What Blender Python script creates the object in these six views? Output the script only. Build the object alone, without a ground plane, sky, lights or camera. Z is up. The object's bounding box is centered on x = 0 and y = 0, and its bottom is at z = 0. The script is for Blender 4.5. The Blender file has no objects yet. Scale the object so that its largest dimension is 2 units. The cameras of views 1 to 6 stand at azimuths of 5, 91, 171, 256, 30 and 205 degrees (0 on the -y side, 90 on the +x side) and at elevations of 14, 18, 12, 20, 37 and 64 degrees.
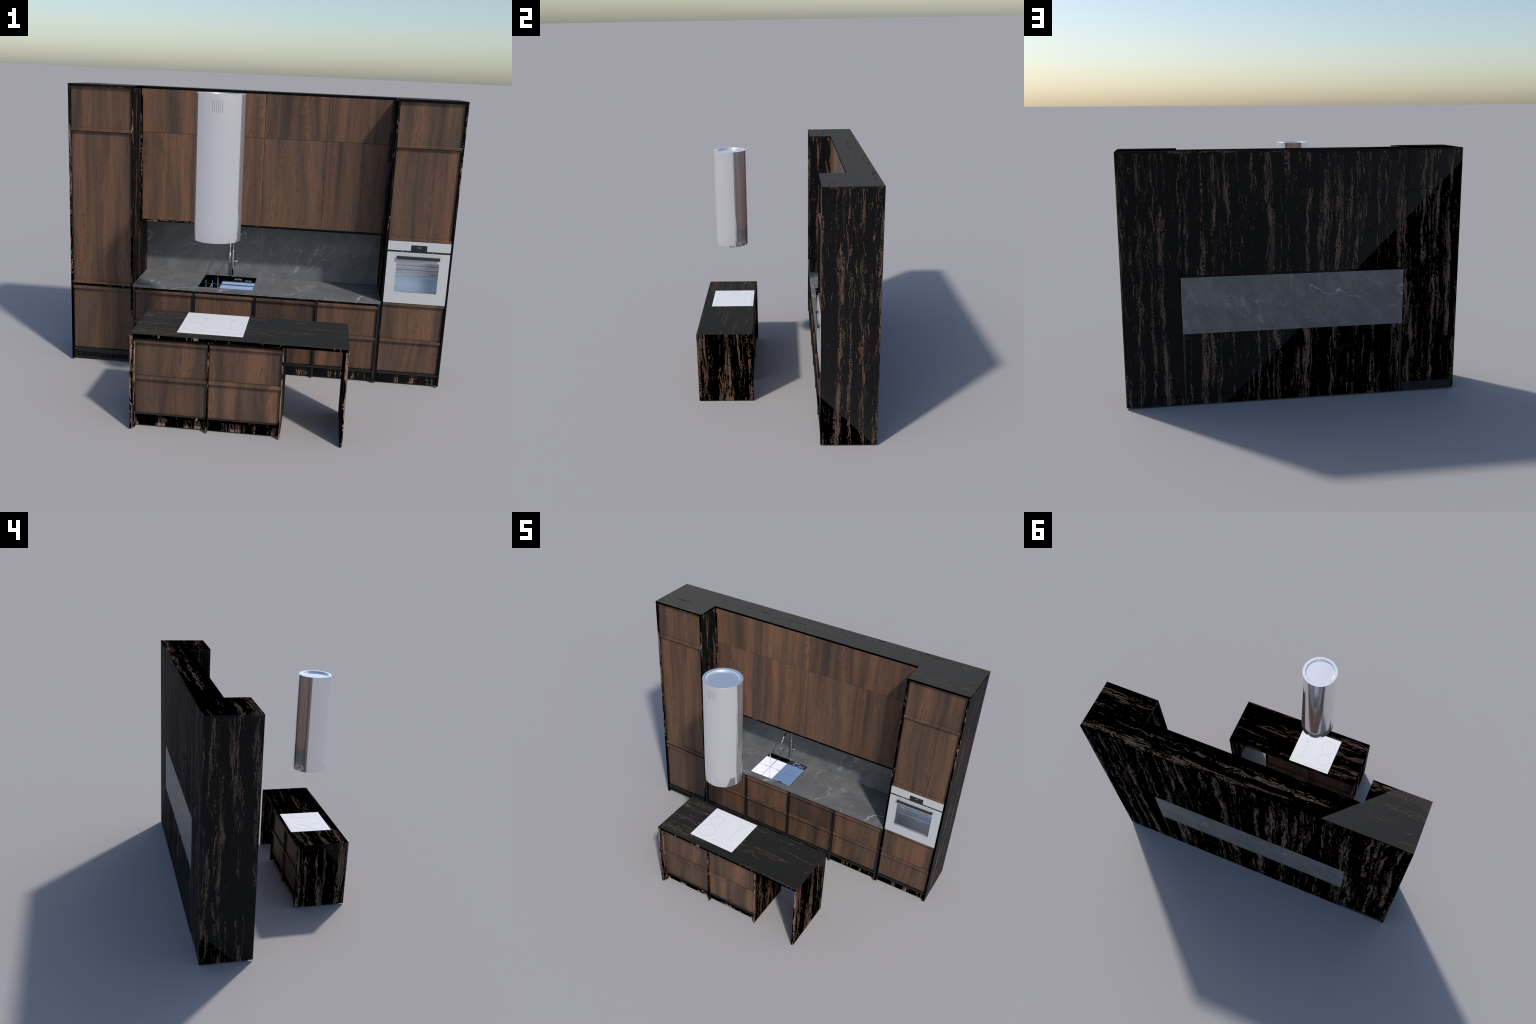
import bpy, bmesh, math, random
from mathutils import Vector

random.seed(7)
SC = bpy.context.scene
COL = SC.collection


# ------------------------------------------------------------------ materials
class Nodes:
    """Small helper to wire node trees by name."""

    def __init__(self, name):
        self.mat = bpy.data.materials.new(name)
        self.mat.use_nodes = True
        self.mat.cycles.use_bump_map_correction = False
        self.t = self.mat.node_tree
        self.b = self.t.nodes["Principled BSDF"]

    def n(self, kind, **kw):
        node = self.t.nodes.new(kind)
        for k, v in kw.items():
            setattr(node, k, v)
        return node

    def put(self, sock, v):
        if isinstance(v, bpy.types.NodeSocket):
            self.t.links.new(v, sock)
        elif v is not None:
            sock.default_value = v

    def math(self, op, a, b=None, c=None, clamp=False):
        m = self.n("ShaderNodeMath", operation=op, use_clamp=clamp)
        for i, v in enumerate((a, b, c)):
            self.put(m.inputs[i], v)
        return m.outputs[0]

    def vec(self, op, a, b=None, scale=None):
        m = self.n("ShaderNodeVectorMath", operation=op)
        self.put(m.inputs[0], a)
        self.put(m.inputs[1], b)
        if scale is not None:
            self.put(m.inputs["Scale"], scale)
        return m.outputs[0]

    def xyz(self, v):
        s = self.n("ShaderNodeSeparateXYZ")
        self.put(s.inputs[0], v)
        return s.outputs

    def comb(self, x, y, z):
        s = self.n("ShaderNodeCombineXYZ")
        for i, v in enumerate((x, y, z)):
            self.put(s.inputs[i], v)
        return s.outputs[0]

    def noise(self, v, scale, detail=2.0, rough=0.5, dist=0.0, color=False):
        m = self.n("ShaderNodeTexNoise")
        self.put(m.inputs["Vector"], v)
        m.inputs["Scale"].default_value = scale
        m.inputs["Detail"].default_value = detail
        m.inputs["Roughness"].default_value = rough
        m.inputs["Distortion"].default_value = dist
        return m.outputs["Color" if color else "Fac"]

    def step(self, v, lo, hi):
        m = self.n("ShaderNodeMapRange", interpolation_type="SMOOTHSTEP")
        self.put(m.inputs["Value"], v)
        m.inputs["From Min"].default_value = lo
        m.inputs["From Max"].default_value = hi
        return m.outputs[0]

    def ramp(self, v, stops):
        r = self.n("ShaderNodeValToRGB")
        self.put(r.inputs[0], v)
        e = r.color_ramp.elements
        while len(e) < len(stops):
            e.new(0.5)
        for el, (p, c) in zip(e, stops):
            el.position, el.color = p, (*c, 1)
        return r.outputs[0]

    def mix(self, f, a, b, blend="MIX"):
        m = self.n("ShaderNodeMix", data_type="RGBA", blend_type=blend)
        self.put(m.inputs[0], f)
        for s, v in ((m.inputs[6], a), (m.inputs[7], b)):
            if isinstance(v, tuple):
                v = (*v, 1)
            self.put(s, v)
        return m.outputs[2]

    def pos(self):
        return self.n("ShaderNodeNewGeometry").outputs["Position"]

    def prop(self, name):
        a = self.n("ShaderNodeAttribute", attribute_type="OBJECT", attribute_name='["%s"]' % name)
        return a.outputs["Fac"]

    def set(self, **kw):
        for k, v in kw.items():
            s = self.b.inputs[k.replace("_", " ")]
            if isinstance(v, tuple):
                v = (*v, 1)
            self.put(s, v)
        return self.mat


def plain(name, col, rough=0.5, metal=0.0, spec=0.5, **kw):
    return Nodes(name).set(Base_Color=col, Roughness=rough, Metallic=metal, Specular_IOR_Level=spec, **kw)


EB_R, EB_S = 0.62, 0.75
BROWN_GRAIN = (0.175, 0.094, 0.058)


def ebony(name, along, size=1.0, lean=0.40, cover=0.0, cross_front=False):
    """Black veneer with brown figure. `along` is the grain axis; the shading normal on
    the black parts is bent by `lean` to draw a hard-edged grey sheen."""
    k = Nodes(name)
    px, py, pz = k.xyz(k.pos())
    if along == "z":
        u, v = k.math("ADD", px, k.math("MULTIPLY", py, 1.07)), pz
    else:
        u, v = k.math("ADD", py, k.math("MULTIPLY", pz, 1.07)), px
        if cross_front:      # front edge shows the figure cut across
            fy = k.math("GREATER_THAN", k.math("ABSOLUTE", k.xyz(k.n("ShaderNodeNewGeometry").outputs["True Normal"])[1]), 0.5)
            du = k.math("SUBTRACT", px, u)
            dv = k.math("SUBTRACT", pz, v)
            u, v = k.math("MULTIPLY_ADD", du, fy, u), k.math("MULTIPLY_ADD", dv, fy, v)
    s = 1.0 / size
    u, v = k.math("MULTIPLY", u, s), k.math("MULTIPLY", v, s)

    def sc(a, b, w=0.0):
        return k.comb(k.math("MULTIPLY", uw, a), k.math("MULTIPLY", v, b), w)

    # slow sideways wander of the fibres, with knots that push them apart
    uw = u
    w1 = k.noise(sc(5.0, 2.0, 3.1), 1.0, 2.0)
    w2 = k.noise(sc(24.0, 11.0, 8.2), 1.0, 2.0, 0.55)
    uw = k.math("ADD", uw, k.math("MULTIPLY", k.math("SUBTRACT", w1, 0.5), 0.055))
    uw = k.math("ADD", uw, k.math("MULTIPLY", k.math("SUBTRACT", w2, 0.5), 0.024))
    # broad streaks that carry the figure, near-black ground between them
    dense = k.step(k.noise(sc(17.0, 0.7), 1.0, 2.0, 0.6), 0.40, 0.66)
    # ragged fibre bundles, many octaves
    base = sc(76.0, 6.5, 1.3)
    bundle = k.noise(base, 1.0, 7.0, 0.72, 0.5)
    # growth rings: contour lines of a slow, stretched field (eyes, arches)
    field = k.noise(sc(23.0, 4.2, 5.0), 1.0, 2.0, 0.5, 0.6)
    rings = k.math("SINE", k.math("MULTIPLY", field, 120.0))
    hair = k.noise(sc(560.0, 11.0, 2.0), 1.0, 2.0, 0.6)
    fig = k.math("MULTIPLY_ADD", rings, 0.060, bundle)
    fig = k.math("MULTIPLY_ADD", k.math("SUBTRACT", hair, 0.5), 0.30, fig)
    fig = k.math("ADD", fig, k.math("MULTIPLY_ADD", dense, 0.20, -0.165 + cover))
    mask = k.step(fig, 0.490, 0.570)
    brown = k.mix(k.step(k.noise(base, 0.6, 2.0), 0.35, 0.65), tuple(0.82 * c for c in BROWN_GRAIN), BROWN_GRAIN)
    col = k.mix(mask, (0.0, 0.0, 0.0), brown)
    # bent normal: shapes grey reflection on black, sun shading on brown
    true = k.n("ShaderNodeNewGeometry").outputs["True Normal"]
    nx, ny, nz = k.xyz(true)
    ax, ay, az = (k.math("ABSOLUTE", q) for q in (nx, ny, nz))
    tx = k.math("SUBTRACT", nz, ay)
    end = 1.0 if along == "z" else -1.0      # ends of level boards tilted up for a pale sky glint
    ty = k.math("MULTIPLY", k.math("MULTIPLY_ADD", nx, end, az), -1.0)
    tz = k.math("MULTIPLY", k.math("MULTIPLY_ADD", ax, end, ay), -1.0)
    # per unit normal: black leans by lean/(1-2 lean), brown the other way
    down = lean / (1.0 - 2.0 * lean)
    amount = k.math("MULTIPLY_ADD", mask, -1.10 - down, down)
    keep = 1.0
    lean_v = k.vec("SCALE", k.comb(tx, ty, tz), scale=amount)
    norm_v = k.vec("SCALE", true, scale=keep)
    k.put(k.b.inputs["Normal"], k.vec("NORMALIZE", k.vec("ADD", norm_v, lean_v)))
    return k.set(Base_Color=col, Roughness=EB_R, Specular_IOR_Level=k.math("MULTIPLY_ADD", mask, 0.5 - EB_S, EB_S))


def walnut(name):
    k = Nodes(name)
    px, py, pz = k.xyz(k.pos())
    g = k.prop("grain")
    u = k.math("ADD", px, k.math("MULTIPLY", g, 7.31))
    v = k.math("ADD", pz, k.math("MULTIPLY", g, 3.77))
    wander = k.noise(k.comb(k.math("MULTIPLY", u, 5.0), k.math("MULTIPLY", v, 1.8), 0.4), 1.0, 2.0)
    uw = k.math("ADD", u, k.math("MULTIPLY", k.math("SUBTRACT", wander, 0.5), 0.09))
    band = k.noise(k.comb(k.math("MULTIPLY", uw, 17.0), k.math("MULTIPLY", v, 0.8), 1.0), 1.0, 3.0, 0.55)
    plank = k.n("ShaderNodeTexWhiteNoise", noise_dimensions="1D")
    k.put(plank.inputs["W"], k.math("FLOOR", k.math("MULTIPLY", k.math("ADD", u, 0.031), 8.3)))
    band = k.math("MULTIPLY_ADD", k.math("SUBTRACT", plank.outputs["Value"], 0.5), 0.13, band)
    col = k.ramp(band, [(0.27, (0.052, 0.035, 0.028)), (0.42, (0.090, 0.056, 0.038)),
                        (0.54, (0.128, 0.070, 0.043)), (0.72, (0.198, 0.095, 0.055))])
    # growth-ring lines: contours of a slow field (cathedrals)
    field = k.noise(k.comb(k.math("MULTIPLY", uw, 10.0), k.math("MULTIPLY", v, 1.5), 9.0), 1.0, 2.0, 0.45, 0.3)
    lines = k.math("SINE", k.math("MULTIPLY", field, 190.0))
    lines = k.step(lines, 0.1, 1.0)
    patchy = k.step(k.noise(k.comb(k.math("MULTIPLY", u, 12.0), k.math("MULTIPLY", v, 2.5), 4.0), 1.0, 2.0), 0.40, 0.60)
    col = k.mix(k.math("MULTIPLY", k.math("MULTIPLY", lines, patchy), 0.36), col, (0.034, 0.023, 0.018))
    # dark drawn-out streaks and fine pores
    drawn = k.noise(k.comb(k.math("MULTIPLY", uw, 70.0), k.math("MULTIPLY", v, 2.2), 3.0), 1.0, 3.0, 0.6)
    col = k.mix(k.math("MULTIPLY", k.step(drawn, 0.50, 0.72), 0.30), col, (0.042, 0.030, 0.026))
    fib = k.noise(k.comb(k.math("MULTIPLY", uw, 420.0), k.math("MULTIPLY", v, 9.0), 6.0), 1.0, 3.0, 0.62)
    col = k.mix(k.math("MULTIPLY", k.step(fib, 0.48, 0.70), 0.34), col, (0.036, 0.025, 0.020))
    col = k.mix(k.math("MULTIPLY", k.step(fib, 0.46, 0.28), 0.22), col, (0.190, 0.100, 0.060))
    tone = k.math("MULTIPLY_ADD", k.math("FRACT", k.math("MULTIPLY", g, 5.37)), 0.30, 0.83)
    col = k.vec("SCALE", col, scale=tone)
    # a few small knots
    vor = k.n("ShaderNodeTexVoronoi")
    k.put(vor.inputs["Vector"], k.comb(k.math("MULTIPLY", uw, 7.0), k.math("MULTIPLY", v, 3.2), 0.0))
    vor.inputs["Scale"].default_value = 1.0
    knot = k.step(vor.outputs["Distance"], 0.075, 0.02)
    col = k.mix(k.math("MULTIPLY", knot, 0.75), col, (0.022, 0.016, 0.014))
    bump = k.n("ShaderNodeBump")
    bump.inputs["Strength"].default_value = 0.12
    bump.inputs["Distance"].default_value = 0.0006
    k.put(bump.inputs["Height"], fib)
    k.put(k.b.inputs["Normal"], bump.outputs[0])
    return k.set(Base_Color=col, Roughness=0.5, Specular_IOR_Level=0.22)


def marble(name):
    k = Nodes(name)
    px, py, pz = k.xyz(k.pos())
    pw = k.math("ADD", py, k.math("MULTIPLY", pz, 0.9))
    diag = k.math("ADD", px, pw)
    p = k.comb(k.math("MULTIPLY", diag, 0.50), k.math("MULTIPLY", k.math("SUBTRACT", px, pw), 0.95), k.math("MULTIPLY", pz, 0.4))
    warp = k.noise(p, 4.5, 4.0, 0.6, color=True)
    q = k.vec("ADD", p, k.vec("SCALE", k.vec("SUBTRACT", warp, (0.5, 0.5, 0.5)), scale=0.17))

    def vein(scale, width, seed, src):
        nz = k.noise(k.vec("ADD", src, (seed, seed * 0.7, 0.0)), scale, 1.5, 0.5)
        return k.step(k.math("ABSOLUTE", k.math("SUBTRACT", nz, 0.5)), width, 0.0)

    rough = k.noise(p, 38.0, 3.0, 0.6, color=True)
    q = k.vec("ADD", q, k.vec("SCALE", k.vec("SUBTRACT", rough, (0.5, 0.5, 0.5)), scale=0.012))
    gate = k.step(k.noise(k.vec("ADD", p, (4.0, 1.0, 0.0)), 5.5, 2.0), 0.47, 0.66)
    gate2 = k.step(k.noise(k.vec("ADD", p, (9.0, 5.0, 0.0)), 8.0, 2.0), 0.40, 0.60)
    v1 = k.math("MULTIPLY", vein(3.4, 0.0085, 2.0, q), gate)
    v2 = k.math("MULTIPLY", vein(7.5, 0.013, 6.0, q), gate2)
    v3 = k.math("MULTIPLY", vein(5.0, 0.060, 11.0, q), gate)
    cloud = k.noise(q, 9.0, 5.0, 0.65)
    col = k.ramp(cloud, [(0.30, (0.112, 0.113, 0.115)), (0.52, (0.144, 0.145, 0.147)), (0.74, (0.196, 0.197, 0.199))])
    col = k.mix(k.math("MULTIPLY", v3, 0.12), col, (0.30, 0.30, 0.30))
    col = k.mix(k.math("MULTIPLY", v2, 0.42), col, (0.36, 0.36, 0.36))
    col = k.mix(k.math("MULTIPLY", v1, 0.75), col, (0.50, 0.50, 0.50))
    return k.set(Base_Color=col, Roughness=0.50, Specular_IOR_Level=0.25)


M_EBONY = ebony("ebony_upright", "z", 1.0)
M_EBONY_FLAT = ebony("ebony_level", "x", 1.0, 0.40, -0.045)
M_ISLE = ebony("ebony_island_upright", "z", 1.25, 0.463, 0.055)
M_ISLE_FLAT = ebony("ebony_island_level", "x", 1.25, 0.463, -0.035, True)
M_WALNUT = walnut("walnut_veneer")
M_MARBLE = marble("dark_marble")
M_DARK = plain("dark_lacquer", (0.0045, 0.0055, 0.0075), 0.45)
M_GRILLE = plain("black_plastic", (0.004, 0.004, 0.005), 0.5)
M_HOOD = plain("white_steel", (0.93, 0.93, 0.94), 0.10, 0.80)
M_SLOT = plain("slot_shade", (0.16, 0.16, 0.17), 0.5)
M_CHROME = plain("chrome", (0.80, 0.80, 0.82), 0.06, 1.0)
M_BASIN = plain("polished_steel", (0.92, 0.93, 0.95), 0.03, 1.0)
M_CAVITY = plain("oven_lining", (0.92, 0.93, 0.95), 0.34, 1.0)
M_WHITE = plain("white_enamel", (0.52, 0.52, 0.535), 0.22)
M_HOB = plain("white_glass", (0.84, 0.84, 0.85), 0.18)
M_MARK = plain("grey_print", (0.42, 0.42, 0.44), 0.4)
M_MARK_DARK = plain("dark_print", (0.16, 0.16, 0.17), 0.4)
M_MARK_RED = plain("red_print", (0.75, 0.36, 0.32), 0.4)
M_BLACK = plain("black_glass", (0.012, 0.012, 0.013), 0.2)
M_PRINT = plain("pale_print", (0.55, 0.55, 0.55), 0.4)
M_HANDLE = plain("dark_handle", (0.022, 0.022, 0.023), 0.35)
M_GLASS = plain("oven_glass", (0.93, 0.95, 0.97), 0.0, Transmission_Weight=1.0, IOR=1.12)


# ------------------------------------------------------------------ geometry
def thing(name, label, category, loc):
    o = bpy.data.objects.new(name, None)
    o.empty_display_size = 0.1
    o.location = loc
    o["label"], o["category"] = label, category
    COL.objects.link(o)
    return o


def finish(name, bm, mat, parent, centre=None, smooth=None):
    """Turn a bmesh in world coordinates into a named child object."""
    if centre is None:
        lo = [min(v.co[i] for v in bm.verts) for i in range(3)]
        hi = [max(v.co[i] for v in bm.verts) for i in range(3)]
        centre = Vector([(a + b) / 2 for a, b in zip(lo, hi)])
    bmesh.ops.recalc_face_normals(bm, faces=bm.faces)
    for v in bm.verts:
        v.co -= centre
    me = bpy.data.meshes.new(name)
    if smooth is not None:
        for f in bm.faces:
            f.smooth = True
        for e in bm.edges:
            if len(e.link_faces) == 2 and e.calc_face_angle(0) > math.radians(smooth):
                e.smooth = False
    bm.to_mesh(me)
    bm.free()
    me.materials.append(mat)
    o = bpy.data.objects.new(name, me)
    COL.objects.link(o)
    up, p = Vector((0, 0, 0)), parent
    while p is not None:
        up += p.location
        p = p.parent
    o.parent = parent
    o.location = centre - up
    return o


def add_box(bm, x0, x1, y0, y1, z0, z1):
    v = [bm.verts.new((x, y, z)) for x in (x0, x1) for y in (y0, y1) for z in (z0, z1)]
    for f in ((0, 1, 3, 2), (4, 6, 7, 5), (0, 4, 5, 1), (2, 3, 7, 6), (0, 2, 6, 4), (1, 5, 7, 3)):
        bm.faces.new([v[i] for i in f])


def box(name, mat, parent, x0, x1, y0, y1, z0, z1, edge=0.0006, grain=None):
    bm = bmesh.new()
    add_box(bm, x0, x1, y0, y1, z0, z1)
    if edge:
        bmesh.ops.bevel(bm, geom=bm.edges[:], offset=edge, segments=2, affect="EDGES", profile=0.5)
    o = finish(name, bm, mat, parent)
    if grain is not None:
        o["grain"] = grain
    return o


def frame(name, mat, parent, axis, outer, inner, d0, d1):
    """Slab with a rectangular opening; outer/inner are (a0, a1, b0, b1)."""
    def at(a, b, d):
        return (a, b, d) if axis == "z" else (a, d, b)
    bm = bmesh.new()
    rings = []
    for d in (d0, d1):
        for a0, a1, b0, b1 in (outer, inner):
            rings.append([bm.verts.new(at(a, b, d)) for a, b in ((a0, b0), (a1, b0), (a1, b1), (a0, b1))])
    o0, i0, o1, i1 = rings
    for i in range(4):
        j = (i + 1) % 4
        for p, q in ((o0, i0), (o1, i1), (o0, o1), (i0, i1)):
            bm.faces.new((p[i], p[j], q[j], q[i]))
    return finish(name, bm, mat, parent)


def prism(name, mat, parent, outline, y0, y1):
    """Outline in (x, z), drawn out along y."""
    bm = bmesh.new()
    a = [bm.verts.new((x, y0, z)) for x, z in outline]
    b = [bm.verts.new((x, y1, z)) for x, z in outline]
    bm.faces.new(a)
    bm.faces.new(b)
    for i in range(len(a)):
        j = (i + 1) % len(a)
        bm.faces.new((a[i], a[j], b[j], b[i]))
    return finish(name, bm, mat, parent)


def lathe_bm(bm, profile, cx, cy, seg=96, closed_ends=True):
    rows = []
    for r, z in profile:
        rows.append([bm.verts.new((cx + r * math.cos(math.tau * i / seg), cy + r * math.sin(math.tau * i / seg), z)) for i in range(seg)])
    for a, b in zip(rows, rows[1:]):
        for i in range(seg):
            j = (i + 1) % seg
            bm.faces.new((a[i], a[j], b[j], b[i]))
    if closed_ends:
        bm.faces.new(rows[0])
        bm.faces.new(rows[-1])


def tube_bm(bm, path, radius, seg=20):
    """Round tube along a path; radius is a number or one value per point."""
    pts = [Vector(p) for p in path]
    rad = radius if isinstance(radius, (list, tuple)) else [radius] * len(pts)
    rows, side = [], None
    for i, p in enumerate(pts):
        d = (pts[min(i + 1, len(pts) - 1)] - pts[max(i - 1, 0)]).normalized()
        if side is None:
            side = d.orthogonal().normalized()
        side = (side - d * side.dot(d)).normalized()
        up = d.cross(side)
        rows.append([bm.verts.new(p + (side * math.cos(math.tau * k / seg) + up * math.sin(math.tau * k / seg)) * rad[i]) for k in range(seg)])
    for a, b in zip(rows, rows[1:]):
        for i in range(seg):
            j = (i + 1) % seg
            bm.faces.new((a[i], a[j], b[j], b[i]))
    bm.faces.new(rows[0])
    bm.faces.new(rows[-1])


GRAIN = [0]


def front(name, parent, x0, x1, z0, z1, y_face, side, rail, mat=None):
    """Walnut door or drawer front with a proud grip rail at its top or bottom.
    side = -1 faces -y, +1 faces +y."""
    GRAIN[0] += 1
    g = (GRAIN[0] * 0.6180339) % 1.0
    mat = mat or M_WALNUT
    ya, yb = sorted((y_face, y_face - side * 0.0105))
    o = box(name, mat, parent, x0, x1, ya, yb, z0, z1, 0.0008, g)
    if rail:
        ra, rb = (z1 - RAIL, z1) if rail == "top" else (z0, z0 + RAIL)
        ya, yb = sorted((y_face + side * 0.0004, y_face + side * 0.0128))
        box("grip_rail", mat, o, x0, x1, ya, yb, ra + 0.0002, rb - 0.0002, 0.0018, g)
    return o


# ------------------------------------------------------------------ wall unit
W = 1.0                     # half width of the run
YF, YB = 0.2100, 0.5303     # front and back of the carcasses
ZB, ZT = 0.0062, 1.4935     # underside and top
T = 0.0115                  # board thickness
XT = 0.6600                 # inner flank of the tall cabinets
RAIL = 0.0145
Z_PLINTH, Z_RAIL = 0.0585, 0.0698
Y_DOOR = 0.2225             # face of the recessed fronts
YU = 0.3605                 # face of the wall cupboards
Z_WORK0, Z_WORK = 0.4410, 0.4570
Z_UP0, Z_UP = 0.7762, 0.7870
G = 0.0012                  # working gap

wall = thing("kitchen_wall_unit", "long dark kitchen cabinet wall with walnut fronts, marble worktop and oven", "kitchen cabinets", (0, 0.37, 0))

for s in (-1, 1):
    for xa, xb in ((W - T, W), (XT, XT + T)):
        x0, x1 = sorted((s * xa, s * xb))
        box("side_panel", M_EBONY, wall, x0, x1, YF, YB, ZB, ZT - T - 0.0003)
    x0, x1 = sorted((s * XT, s * W))
    box("top_panel", M_EBONY_FLAT, wall, x0, x1, YF - 0.0004, YB + 0.0002, ZT - T, ZT)
    x0, x1 = sorted((s * (XT + T + 0.0003), s * (W - T - 0.0003)))
    box("bottom_panel", M_DARK, wall, x0, x1, YF, YB - 0.004, Z_PLINTH, Z_RAIL - 0.0003)

# backs of the tall cabinets, with the joints that show from behind
xi, xo = XT + T + 0.0004, W - T - 0.0004
box("back_panel", M_EBONY, wall, xi, xo, 0.522, 0.5308, Z_PLINTH + 0.003, ZT - T - 0.0006)
box("plinth", M_EBONY, wall, xi, xo, 0.522, 0.5304, ZB, Z_PLINTH)
box("back_panel", M_EBONY, wall, -xo, -xi, 0.522, 0.5308, Z_PLINTH + 0.003, 1.2540)
box("back_panel", M_EBONY, wall, -xo, -xi, 0.522, 0.5308, 1.2560, ZT - T - 0.0006)
box("plinth", M_GRILLE, wall, -xo, -xi, 0.5190, 0.5280, ZB + 0.001, Z_PLINTH)

# left tall cabinet: three doors, dark strip between the lower two
xl0, xl1 = -W + T + G, -XT - T - G
front("cabinet_door", wall, xl0, xl1, 1.2565, ZT - T - G, Y_DOOR, -1, "bottom")
front("cabinet_door", wall, xl0, xl1, 0.4420, 1.2545, Y_DOOR, -1, "bottom")
front("cabinet_door", wall, xl0, xl1, Z_RAIL + G, 0.4265, Y_DOOR, -1, "top")
box("backing_panel", M_EBONY, wall, xl0, xl1, 0.2345, 0.2395, Z_RAIL, ZT - T - G, 0)
# fridge plinth with ventilation slots
fp = frame("plinth", M_GRILLE, wall, "y", (xl0, xl1, ZB + 0.001, Z_PLINTH - 0.0003), (-0.977, -0.690, 0.0155, 0.0395), 0.2275, 0.2560)
box("plinth_liner", M_GRILLE, fp, xl0, xl1, 0.4000, 0.4040, ZB + 0.001, Z_PLINTH - 0.0003, 0)
bm = bmesh.new()
for i in range(9):
    xc = -0.953 + 0.0330 * i
    add_box(bm, xc - 0.0016, xc + 0.0016, 0.2280, 0.2320, 0.0154, 0.0396)
for r in range(5):
    zc = 0.0190 + r * 0.0042
    add_box(bm, -0.9772, -0.6898, 0.2284, 0.2316, zc, zc + 0.0013)
grille = finish("ventilation_grille", bm, M_GRILLE, fp)

# right tall cabinet: two doors, oven, two drawers
xr0, xr1 = XT + T + G, W - T - G
front("cabinet_door", wall, xr0, xr1, 1.2565, ZT - T - G, Y_DOOR, -1, "bottom")
front("cabinet_door", wall, xr0, xr1, 0.7868, 1.2545, Y_DOOR, -1, "bottom")
front("drawer_front", wall, xr0, xr1, 0.2540, 0.4558, Y_DOOR, -1, "top")
front("drawer_front", wall, xr0, xr1, Z_RAIL + G, 0.2526, Y_DOOR, -1, "top")
box("backing_panel", M_EBONY, wall, xr0, xr1, 0.2345, 0.2395, Z_RAIL, 0.455, 0)
box("backing_panel", M_EBONY, wall, xr0, xr1, 0.2345, 0.2395, 0.788, ZT - T - G, 0)
box("plinth", M_EBONY, wall, xr0, xr1, 0.2260, 0.2330, ZB, Z_PLINTH - 0.0003)

# base cabinets
step = 0.3290
dividers = [-XT + T / 2 + 0.0004, -0.3285, 0.0, 0.3280, XT - T / 2 - 0.0004]
for i, xc in enumerate(dividers):
    t = T if i in (0, 4) else 0.0108
    box("divider_panel", M_DARK, wall, xc - t / 2, xc + t / 2, YF + 0.0002, YB - 0.0004, ZB, Z_WORK0 - 0.0004)
for a, b in zip(dividers, dividers[1:]):
    x0, x1 = a + 0.0054 + G, b - 0.0054 - G
    front("drawer_front", wall, x0, x1, 0.2545, 0.4262, Y_DOOR, -1, "top")
    front("drawer_front", wall, x0, x1, Z_RAIL + G, 0.2530, Y_DOOR, -1, "top")
    box("backing_panel", M_EBONY, wall, x0, x1, 0.2345, 0.2395, Z_RAIL, Z_WORK0 - G, 0)
    box("bottom_panel", M_DARK, wall, x0 - 0.001, x1 + 0.001, YF + 0.0004, YB - 0.004, Z_PLINTH, Z_RAIL - 0.0003)
    box("plinth", M_EBONY, wall, x0 - 0.001, x1 + 0.001, 0.2260, 0.2330, ZB, Z_PLINTH - 0.0003)
box("back_panel", M_EBONY, wall, -XT + T + 0.001, -0.0015, 0.520, 0.5307, Z_PLINTH + 0.003, Z_WORK0 - 0.0006)
box("back_panel", M_EBONY, wall, 0.0, XT - T - 0.001, 0.520, 0.5307, Z_PLINTH + 0.003, Z_WORK0 - 0.0006)
box("plinth", M_EBONY, wall, -XT + T + 0.001, XT - T - 0.001, 0.520, 0.5304, ZB, Z_PLINTH)

# wall cupboards
for s in (-1, 1):
    x0, x1 = sorted((s * (XT - T), s * (XT - 0.0003)))
    box("side_panel", M_EBONY, wall, x0, x1, YU, YB - 0.0002, Z_UP0, ZT - T - 0.0003)
box("top_panel", M_EBONY_FLAT, wall, -XT + 0.0003, XT - 0.0003, YU - 0.0003, YB, ZT - T, ZT - 0.0003)
box("bottom_panel", M_EBONY_FLAT, wall, -XT + T + 0.0003, XT - T - 0.0003, YU, YB - 0.0004, Z_UP0, Z_UP)
box("back_panel", M_EBONY, wall, -XT + T + 0.0003, XT - T - 0.0003, 0.522, 0.5308, Z_UP + 0.0003, ZT - T - 0.0006)
joints = [-XT + T, -0.3245, 0.0010, 0.3252, XT - T]
for a, b in zip(joints, joints[1:]):
    for z0, z1 in ((Z_UP + 0.0004, 1.2548), (1.2562, ZT - T - 0.0008)):
        front("cabinet_door", wall, a + 0.0007, b - 0.0007, z0, z1, YU + 0.0012, -1, None)
box("backing_panel", M_DARK, wall, -XT + T + 0.001, XT - T - 0.001, 0.3735, 0.378, Z_UP + 0.001, ZT - T - 0.001, 0)

# worktop with cut-out, splashback in two slabs
SX0, SX1, SY0, SY1 = -0.3145, -0.0120, 0.2380, 0.4955
frame("worktop", M_MARBLE, wall, "z", (-XT + 0.0004, XT - 0.0004, YF - 0.0010, 0.5306), (SX0 + 0.0015, SX1 - 0.0015, SY0 + 0.0015, SY1 - 0.0015), Z_WORK0, Z_WORK)
box("splashback", M_MARBLE, wall, -XT + 0.0006, 0.0006, 0.5230, 0.5300, Z_WORK + 0.0002, Z_UP0 - 0.0003, 0.0004)
box("splashback", M_MARBLE, wall, 0.0014, XT - 0.0006, 0.5230, 0.5300, Z_WORK + 0.0002, Z_UP0 - 0.0003, 0.0004)

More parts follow.
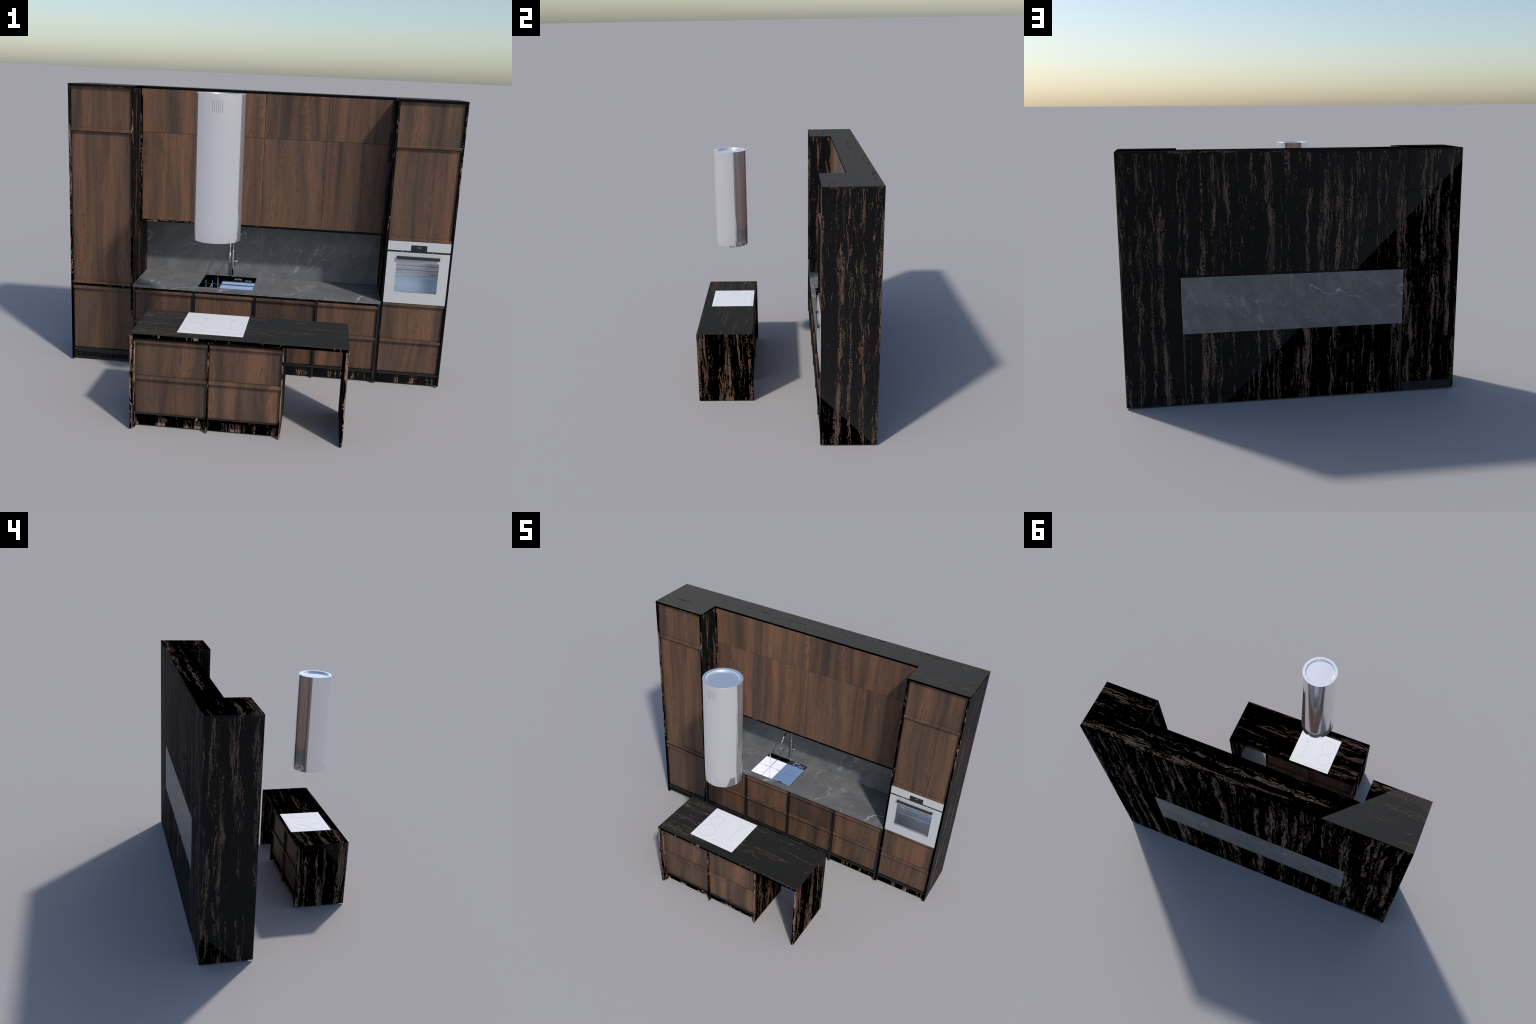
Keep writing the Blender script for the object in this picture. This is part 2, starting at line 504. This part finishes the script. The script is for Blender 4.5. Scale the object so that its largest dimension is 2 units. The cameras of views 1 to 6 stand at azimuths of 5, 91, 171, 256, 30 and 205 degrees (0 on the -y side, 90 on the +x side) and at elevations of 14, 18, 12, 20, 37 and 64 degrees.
# sink: folded steel basin with rim
bm = bmesh.new()
rim, zf = 0.0045, 0.3340
loops = [(SX0, SX1, SY0, SY1, Z_WORK + 0.0010), (SX0 + rim, SX1 - rim, SY0 + rim, SY1 - rim, Z_WORK + 0.0010),
         (SX0 + rim, SX1 - rim, SY0 + rim, SY1 - rim, zf)]
rows = [[bm.verts.new(p) for p in ((a, c, z), (b, c, z), (b, d, z), (a, d, z))] for a, b, c, d, z in loops]
for p, q in zip(rows, rows[1:]):
    for i in range(4):
        j = (i + 1) % 4
        bm.faces.new((p[i], p[j], q[j], q[i]))
bm.faces.new(rows[-1])
inner = [e for e in bm.edges if all(v in rows[1] + rows[2] for v in e.verts) and not all(v in rows[1] for v in e.verts)]
bmesh.ops.bevel(bm, geom=inner, offset=0.0035, segments=4, affect="EDGES", profile=0.5)
bmesh.ops.recalc_face_normals(bm, faces=bm.faces)
bmesh.ops.reverse_faces(bm, faces=bm.faces)
sink = finish("sink", bm, M_BASIN, wall)
m = sink.modifiers.new("wall_thickness", "SOLIDIFY")
m.thickness, m.offset = 0.0009, 0.0
bm = bmesh.new()
lathe_bm(bm, [(0.0245, zf + 0.0012), (0.0245, zf + 0.0026), (0.0215, zf + 0.0036), (0.0190, zf + 0.0020), (0.0030, zf + 0.0022)], -0.165, 0.3660, 40)
finish("drain", bm, M_CHROME, sink, smooth=40)
bm = bmesh.new()
add_box(bm, -0.0850, -0.0450, SY1 - rim - 0.0035, SY1 - rim - 0.0012, 0.4230, 0.4390)
bmesh.ops.bevel(bm, geom=bm.edges[:], offset=0.0008, segments=2, affect="EDGES")
for xk in (-0.0740, -0.0560):
    tube_bm(bm, [(xk, SY1 - rim - 0.0020, 0.4310), (xk, SY1 - rim - 0.0095, 0.4310)], 0.0042, 16)
finish("overflow", bm, M_CHROME, sink, smooth=40)

# tap: column, gooseneck, pull-out spray, side lever
TX, TY = -0.1575, 0.5040
bm = bmesh.new()
lathe_bm(bm, [(0.0085, Z_WORK + 0.0003), (0.0085, Z_WORK + 0.0040), (0.0068, Z_WORK + 0.0050), (0.0068, 0.6060), (0.0058, 0.6100), (0.0042, 0.6120)], TX, TY, 32)
neck = [(TX, TY, 0.6110 + 0.0410 * i / 5) for i in range(6)]
cy, cz, rr = TY - 0.0655, 0.6520, 0.0655
neck += [(TX - 0.0015 * i / 24, cy + rr * math.cos(math.pi * i / 24), cz + rr * math.sin(math.pi * i / 24)) for i in range(1, 25)]
neck += [(TX - 0.0015, cy - rr - 0.0005 * i, cz - 0.0115 * i) for i in range(1, 3)]
tube_bm(bm, neck, 0.0040, 20)
tap = finish("tap", bm, M_CHROME, wall, smooth=40)
bm = bmesh.new()
xs, ys = TX - 0.0015, cy - rr - 0.001
tube_bm(bm, [(xs, ys, 0.6300), (xs, ys, 0.6270), (xs, ys - 0.0005, 0.6260), (xs, ys - 0.0030, 0.5700), (xs, ys - 0.0030, 0.5690)], [0.0045, 0.0058, 0.0060, 0.0068, 0.0060], 24)
finish("spray_head", bm, M_CHROME, tap, smooth=40)
bm = bmesh.new()
tube_bm(bm, [(TX + 0.004, TY, 0.5460), (TX + 0.026, TY, 0.5460), (TX + 0.0275, TY, 0.5460)], [0.0056, 0.0056, 0.0046], 24)
tube_bm(bm, [(TX + 0.0235, TY, 0.5460), (TX + 0.0245, TY, 0.5920)], [0.0018, 0.0016], 12)
finish("lever", bm, M_CHROME, tap, smooth=40)
bm = bmesh.new()
tube_bm(bm, [(TX, TY - 0.003, 0.6000), (TX - 0.001, TY - 0.066, 0.5960), (TX - 0.0015, ys + 0.004, 0.5950)], 0.0016, 12)
finish("spray_holder", bm, M_CHROME, tap, smooth=40)

# oven
OX0, OX1 = XT + T + 0.0006, W - T - 0.0006
YO = 0.2065
WX0, WX1, WZ0, WZ1 = 0.7215, 0.9380, 0.5160, 0.6765
oven = frame("oven", M_WHITE, wall, "y", (OX0, OX1, 0.4572, 0.7288), (WX0, WX1, WZ0, WZ1), YO, YO + 0.016)
box("control_panel", M_WHITE, oven, OX0, OX1, YO, YO + 0.016, 0.7382, 0.7855)
box("display_strip", M_BLACK, oven, OX0, OX1, YO + 0.0015, YO + 0.016, 0.7290, 0.7380, 0)
disp = box("display", M_BLACK, oven, 0.7890, 0.8700, YO - 0.0006, YO + 0.010, 0.7384, 0.7685, 0.0003)
bm = bmesh.new()
for xa, wide, za, tall in ((0.8240, 0.0025, 0.7560, 0.0030), (0.8275, 0.0040, 0.7545, 0.0015), (0.8325, 0.0055, 0.7555, 0.0030), (0.8270, 0.0030, 0.7355, 0.0010),
                           (0.7440, 0.0060, 0.7325, 0.0025), (0.7720, 0.0040, 0.7325, 0.0016), (0.8960, 0.0040, 0.7325, 0.0020), (0.8300, 0.0020, 0.7620, 0.0010)):
    yy = YO - 0.0008 if za > 0.739 else YO + 0.0012
    add_box(bm, xa, xa + wide, yy, yy + 0.0004, za, za + tall)
finish("display_mark", bm, M_PRINT, disp)["kind"] = "stuff"
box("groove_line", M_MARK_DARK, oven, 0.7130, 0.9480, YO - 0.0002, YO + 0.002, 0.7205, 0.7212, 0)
bm = bmesh.new()
add_box(bm, 0.7215, 0.9385, 0.1935, 0.1985, 0.6945, 0.7110)
bmesh.ops.bevel(bm, geom=bm.edges[:], offset=0.0012, segments=3, affect="EDGES")
for xa in (0.7225, 0.9285):
    add_box(bm, xa, xa + 0.009, 0.1983, YO + 0.0005, 0.6975, 0.7085)
finish("oven_handle", bm, M_HANDLE, oven)
bm = bmesh.new()
for i in range(6):
    add_box(bm, 0.8150 + 0.0047 * i, 0.8150 + 0.0047 * i + (0.0032 if i % 2 else 0.0038), YO - 0.0004, YO + 0.001, 0.4975 + 0.0002 * (i % 3), 0.5010)
finish("maker_mark", bm, M_MARK, oven)["kind"] = "stuff"
box("oven_window", M_GLASS, oven, WX0 + 0.0003, WX1 - 0.0003, YO + 0.0015, YO + 0.0035, WZ0 + 0.0003, WZ1 - 0.0003, 0)
bm = bmesh.new()
cx0, cx1, cy0, cy1, cz0, cz1 = 0.7050, 0.9550, YO + 0.0162, 0.4100, 0.5000, 0.6930
v = {}
for ix, x in enumerate((cx0, cx1)):
    for iy, y in enumerate((cy0, cy1)):
        for iz, z in enumerate((cz0, cz1)):
            v[ix, iy, iz] = bm.verts.new((x, y, z))
for a, b, c, d in (((0, 1, 0), (1, 1, 0), (1, 1, 1), (0, 1, 1)), ((0, 0, 0), (0, 1, 0), (0, 1, 1), (0, 0, 1)),
                   ((1, 0, 0), (1, 0, 1), (1, 1, 1), (1, 1, 0)), ((0, 0, 0), (1, 0, 0), (1, 1, 0), (0, 1, 0)),
                   ((0, 0, 1), (0, 1, 1), (1, 1, 1), (1, 0, 1))):
    bm.faces.new((v[a], v[b], v[c], v[d]))
cav = finish("oven_cavity", bm, M_CAVITY, oven)
m = cav.modifiers.new("lining", "SOLIDIFY")
m.thickness, m.offset = 0.003, 1.0
for zr in (0.5900, 0.6350):
    bm = bmesh.new()
    for i in range(5):
        x = cx0 + 0.006 + (cx1 - cx0 - 0.012) * i / 4
        tube_bm(bm, [(x, cy0 + 0.02, zr), (x, cy1 - 0.01, zr)], 0.0009, 8)
    for y in (cy0 + 0.02, (cy0 + cy1) / 2, cy1 - 0.01):
        tube_bm(bm, [(cx0 + 0.003, y, zr - 0.0014), (cx1 - 0.003, y, zr - 0.0014)], 0.0014, 8)
    finish("oven_rack", bm, M_CHROME, oven, smooth=40)


# ------------------------------------------------------------------ island
IX0, IX1, IY0, IY1, IZ = -0.4765, 0.4800, -0.5297, -0.1840, 0.4565
isle = thing("kitchen_island", "ebony waterfall island with walnut drawers and white induction hob", "kitchen island", (0, -0.357, 0))
TI = 0.0126
prism("top_panel", M_ISLE_FLAT, isle, [(IX0 + 0.0001, IZ), (IX1 - 0.0001, IZ), (IX1 - TI, IZ - TI), (IX0 + TI, IZ - TI)], IY0, IY1)
prism("side_panel", M_ISLE, isle, [(IX0, 0.0045), (IX0, IZ - 0.0001), (IX0 + TI, IZ - TI - 0.0001), (IX0 + TI, 0.0045)], IY0, IY1)
prism("side_panel", M_ISLE, isle, [(IX1, 0.0), (IX1, IZ - 0.0001), (IX1 - TI, IZ - TI - 0.0001), (IX1 - TI, 0.0)], IY0, IY1)
CY0, CY1 = -0.5120, -0.1940
tp = 0.0060
ups = [(-0.4640, -0.4640 + tp + 0.002), (-0.1325, -0.1325 + tp), (0.1955, 0.1955 + tp)]
ztop = IZ - TI - 0.0004
for a, b in ups:
    box("divider_panel", M_ISLE, isle, a, b, CY0, CY1, 0.0035, ztop, 0.0004)
for (a0, a1), (b0, b1) in zip(ups, ups[1:]):
    x0, x1 = a1 + G, b0 - G
    for yf, s in ((CY0 + 0.0125, -1), (CY1 - 0.0125, 1)):
        front("drawer_front", isle, x0, x1, 0.2530, 0.4240, yf, s, "top")
        front("drawer_front", isle, x0, x1, Z_RAIL + G, 0.2515, yf, s, "top")
        ya, yb = sorted((yf - s * 0.0120, yf - s * 0.0170))
        box("backing_panel", M_ISLE, isle, x0, x1, ya, yb, Z_RAIL, ztop, 0)
        yk = yf - s * 0.0150
        ya, yb = sorted((yk, yk - s * 0.006))
        box("plinth", M_ISLE, isle, x0 - 0.001, x1 + 0.001, ya, yb, 0.0035, 0.0570)
    box("bottom_panel", M_ISLE_FLAT, isle, x0 - 0.001, x1 + 0.001, CY0 + 0.0004, CY1 - 0.0004, 0.0573, 0.0693, 0.0004)

# induction hob with printed zones
HX0, HX1, HY0, HY1, HZ = -0.2780, 0.0155, -0.4740, -0.1955, 0.4592
hob = box("induction_hob", M_HOB, isle, HX0, HX1, HY0, HY1, IZ + 0.0002, HZ, 0.0006)
ZP = HZ + 0.0003
LW = 0.00055


def strip(bm, a, b, w=LW):
    a, b = Vector((*a, 0)), Vector((*b, 0))
    d = (b - a).normalized()
    s = Vector((-d.y, d.x, 0)) * w
    lo = [bm.verts.new((*(p).xy, HZ - 0.0002)) for p in (a - s, b - s, b + s, a + s)]
    hi = [bm.verts.new((*(p).xy, ZP)) for p in (a - s, b - s, b + s, a + s)]
    bm.faces.new(hi)
    for i in range(4):
        bm.faces.new((lo[i], lo[(i + 1) % 4], hi[(i + 1) % 4], hi[i]))


for cx, cyy, r in ((-0.2110, -0.2897, 0.0420), (-0.2112, -0.3945, 0.0508)):
    bm = bmesh.new()
    lathe_bm(bm, [(r - LW, HZ - 0.0002), (r - LW, ZP), (r + LW, ZP), (r + LW, HZ - 0.0002)], cx, cyy, 96, False)
    finish("cooking_zone", bm, M_MARK, hob)
bm = bmesh.new()
XS = -0.0567
for ya, yb in ((-0.2660, -0.2498), (-0.3852, -0.4033)):
    strip(bm, (XS, ya), (-0.0845, yb))
    strip(bm, (XS, ya), (-0.0283, yb))
strip(bm, (XS, -0.2660), (XS, -0.3852))
for ya, yb in ((-0.2090, -0.2268), (-0.4432, -0.4272)):
    strip(bm, (-0.1160, ya), (0.0012, ya))
    strip(bm, (-0.1160, ya), (-0.1155, yb))
    strip(bm, (0.0012, ya), (0.0010, yb))
finish("bridge_zone_mark", bm, M_MARK, hob)
dark, red = bmesh.new(), bmesh.new()
for row, y in enumerate((-0.2045, -0.2125)):
    for i in range(15):
        x = -0.2690 + 0.0098 * i + 0.0025 * row
        if (i * 7 + row * 3) % 11 == 0:
            continue
        tgt = red if i in (4, 6, 9) and (i + row) % 2 == 0 or (i == 7) else dark
        w, h = (0.0016, 0.0011) if (i + row) % 3 else (0.0009, 0.0014)
        add_box(tgt, x - w, x + w, y - h, y + h, HZ - 0.0002, ZP)
for i in range(3):
    add_box(dark, -0.1400 + 0.0040 * i, -0.1375 + 0.0040 * i, -0.4455 + 0.0005 * i, -0.4430, HZ - 0.0002, ZP)
add_box(dark, -0.1385, -0.1300, -0.4500, -0.4475, HZ - 0.0002, ZP)
for bmx, mt in ((dark, M_MARK), (red, M_MARK_RED)):
    finish("control_mark", bmx, mt, hob)["kind"] = "stuff"


# ------------------------------------------------------------------ range hood
CX, CY, R, H0, H1 = -0.1340, -0.3300, 0.1050, 0.8595, 1.4940
hood = thing("range_hood", "white steel cylinder cooker hood hanging above the island", "cooker hood", (CX, CY, H0))
bm = bmesh.new()
zg = 0.9255
lathe_bm(bm, [(0.0900, H0 + 0.012), (0.0930, H0 + 0.0120), (0.0950, H0 + 0.0010), (0.1035, H0), (R - 0.0004, H0 + 0.0003), (R, H0 + 0.0012), (R, zg - 0.0012), (R - 0.0014, zg - 0.0004), (R - 0.0014, zg + 0.0004),
              (R, zg + 0.0012), (R, H1 - 0.0008), (R - 0.0008, H1), (0.0885, H1), (0.0868, H1 - 0.0012), (0.0842, H1 - 0.0078), (0.0820, H1 - 0.0098), (0.0400, H1 - 0.0098)], CX, CY, 128)
body = finish("hood_body", bm, M_HOOD, hood, smooth=32)
bm = bmesh.new()
lathe_bm(bm, [(0.0925, H0 + 0.0100), (0.0925, H0 + 0.0060), (0.0700, H0 + 0.0060), (0.0690, H0 + 0.0045), (0.0200, H0 + 0.0045)], CX, CY, 64)
finish("grease_filter", bm, M_CHROME, hood, smooth=30)


def on_shell(x, z, w, h, out, into=0.001):
    """Box seated on the front of the cylinder, facing outwards."""
    a = math.asin((x - CX) / R)
    c = Vector((CX + R * math.sin(a), CY - R * math.cos(a), z))
    t, nrm, up = Vector((math.cos(a), math.sin(a), 0)), Vector((math.sin(a), -math.cos(a), 0)), Vector((0, 0, 1))
    bm = bmesh.new()
    add_box(bm, -w / 2, w / 2, -into, out, -h / 2, h / 2)
    for q in bm.verts:
        q.co = c + t * q.co.x + nrm * q.co.y + up * q.co.z
    return bm


for i in range(6):
    finish("vent_slot", on_shell(-0.1545 + 0.0085 * i, 1.4420, 0.0013, 0.0500, 0.0002), M_SLOT, body)  # solid bars on the shell, grey for the dark inside the slots
for z in (0.9035, 0.8920, 0.8798):
    b2 = on_shell(-0.1385, z, 0.0100, 0.0036, 0.0016)
    bmesh.ops.bevel(b2, geom=b2.edges[:], offset=0.0007, segments=2, affect="EDGES")
    finish("button", b2, M_HOOD, body)
bm = bmesh.new()
bmesh.ops.create_uvsphere(bm, u_segments=16, v_segments=10, radius=0.0024)
for q in bm.verts:
    q.co += Vector((-0.1385, CY - R + 0.0004, 0.9118))
finish("button", bm, M_CHROME, body, smooth=60)
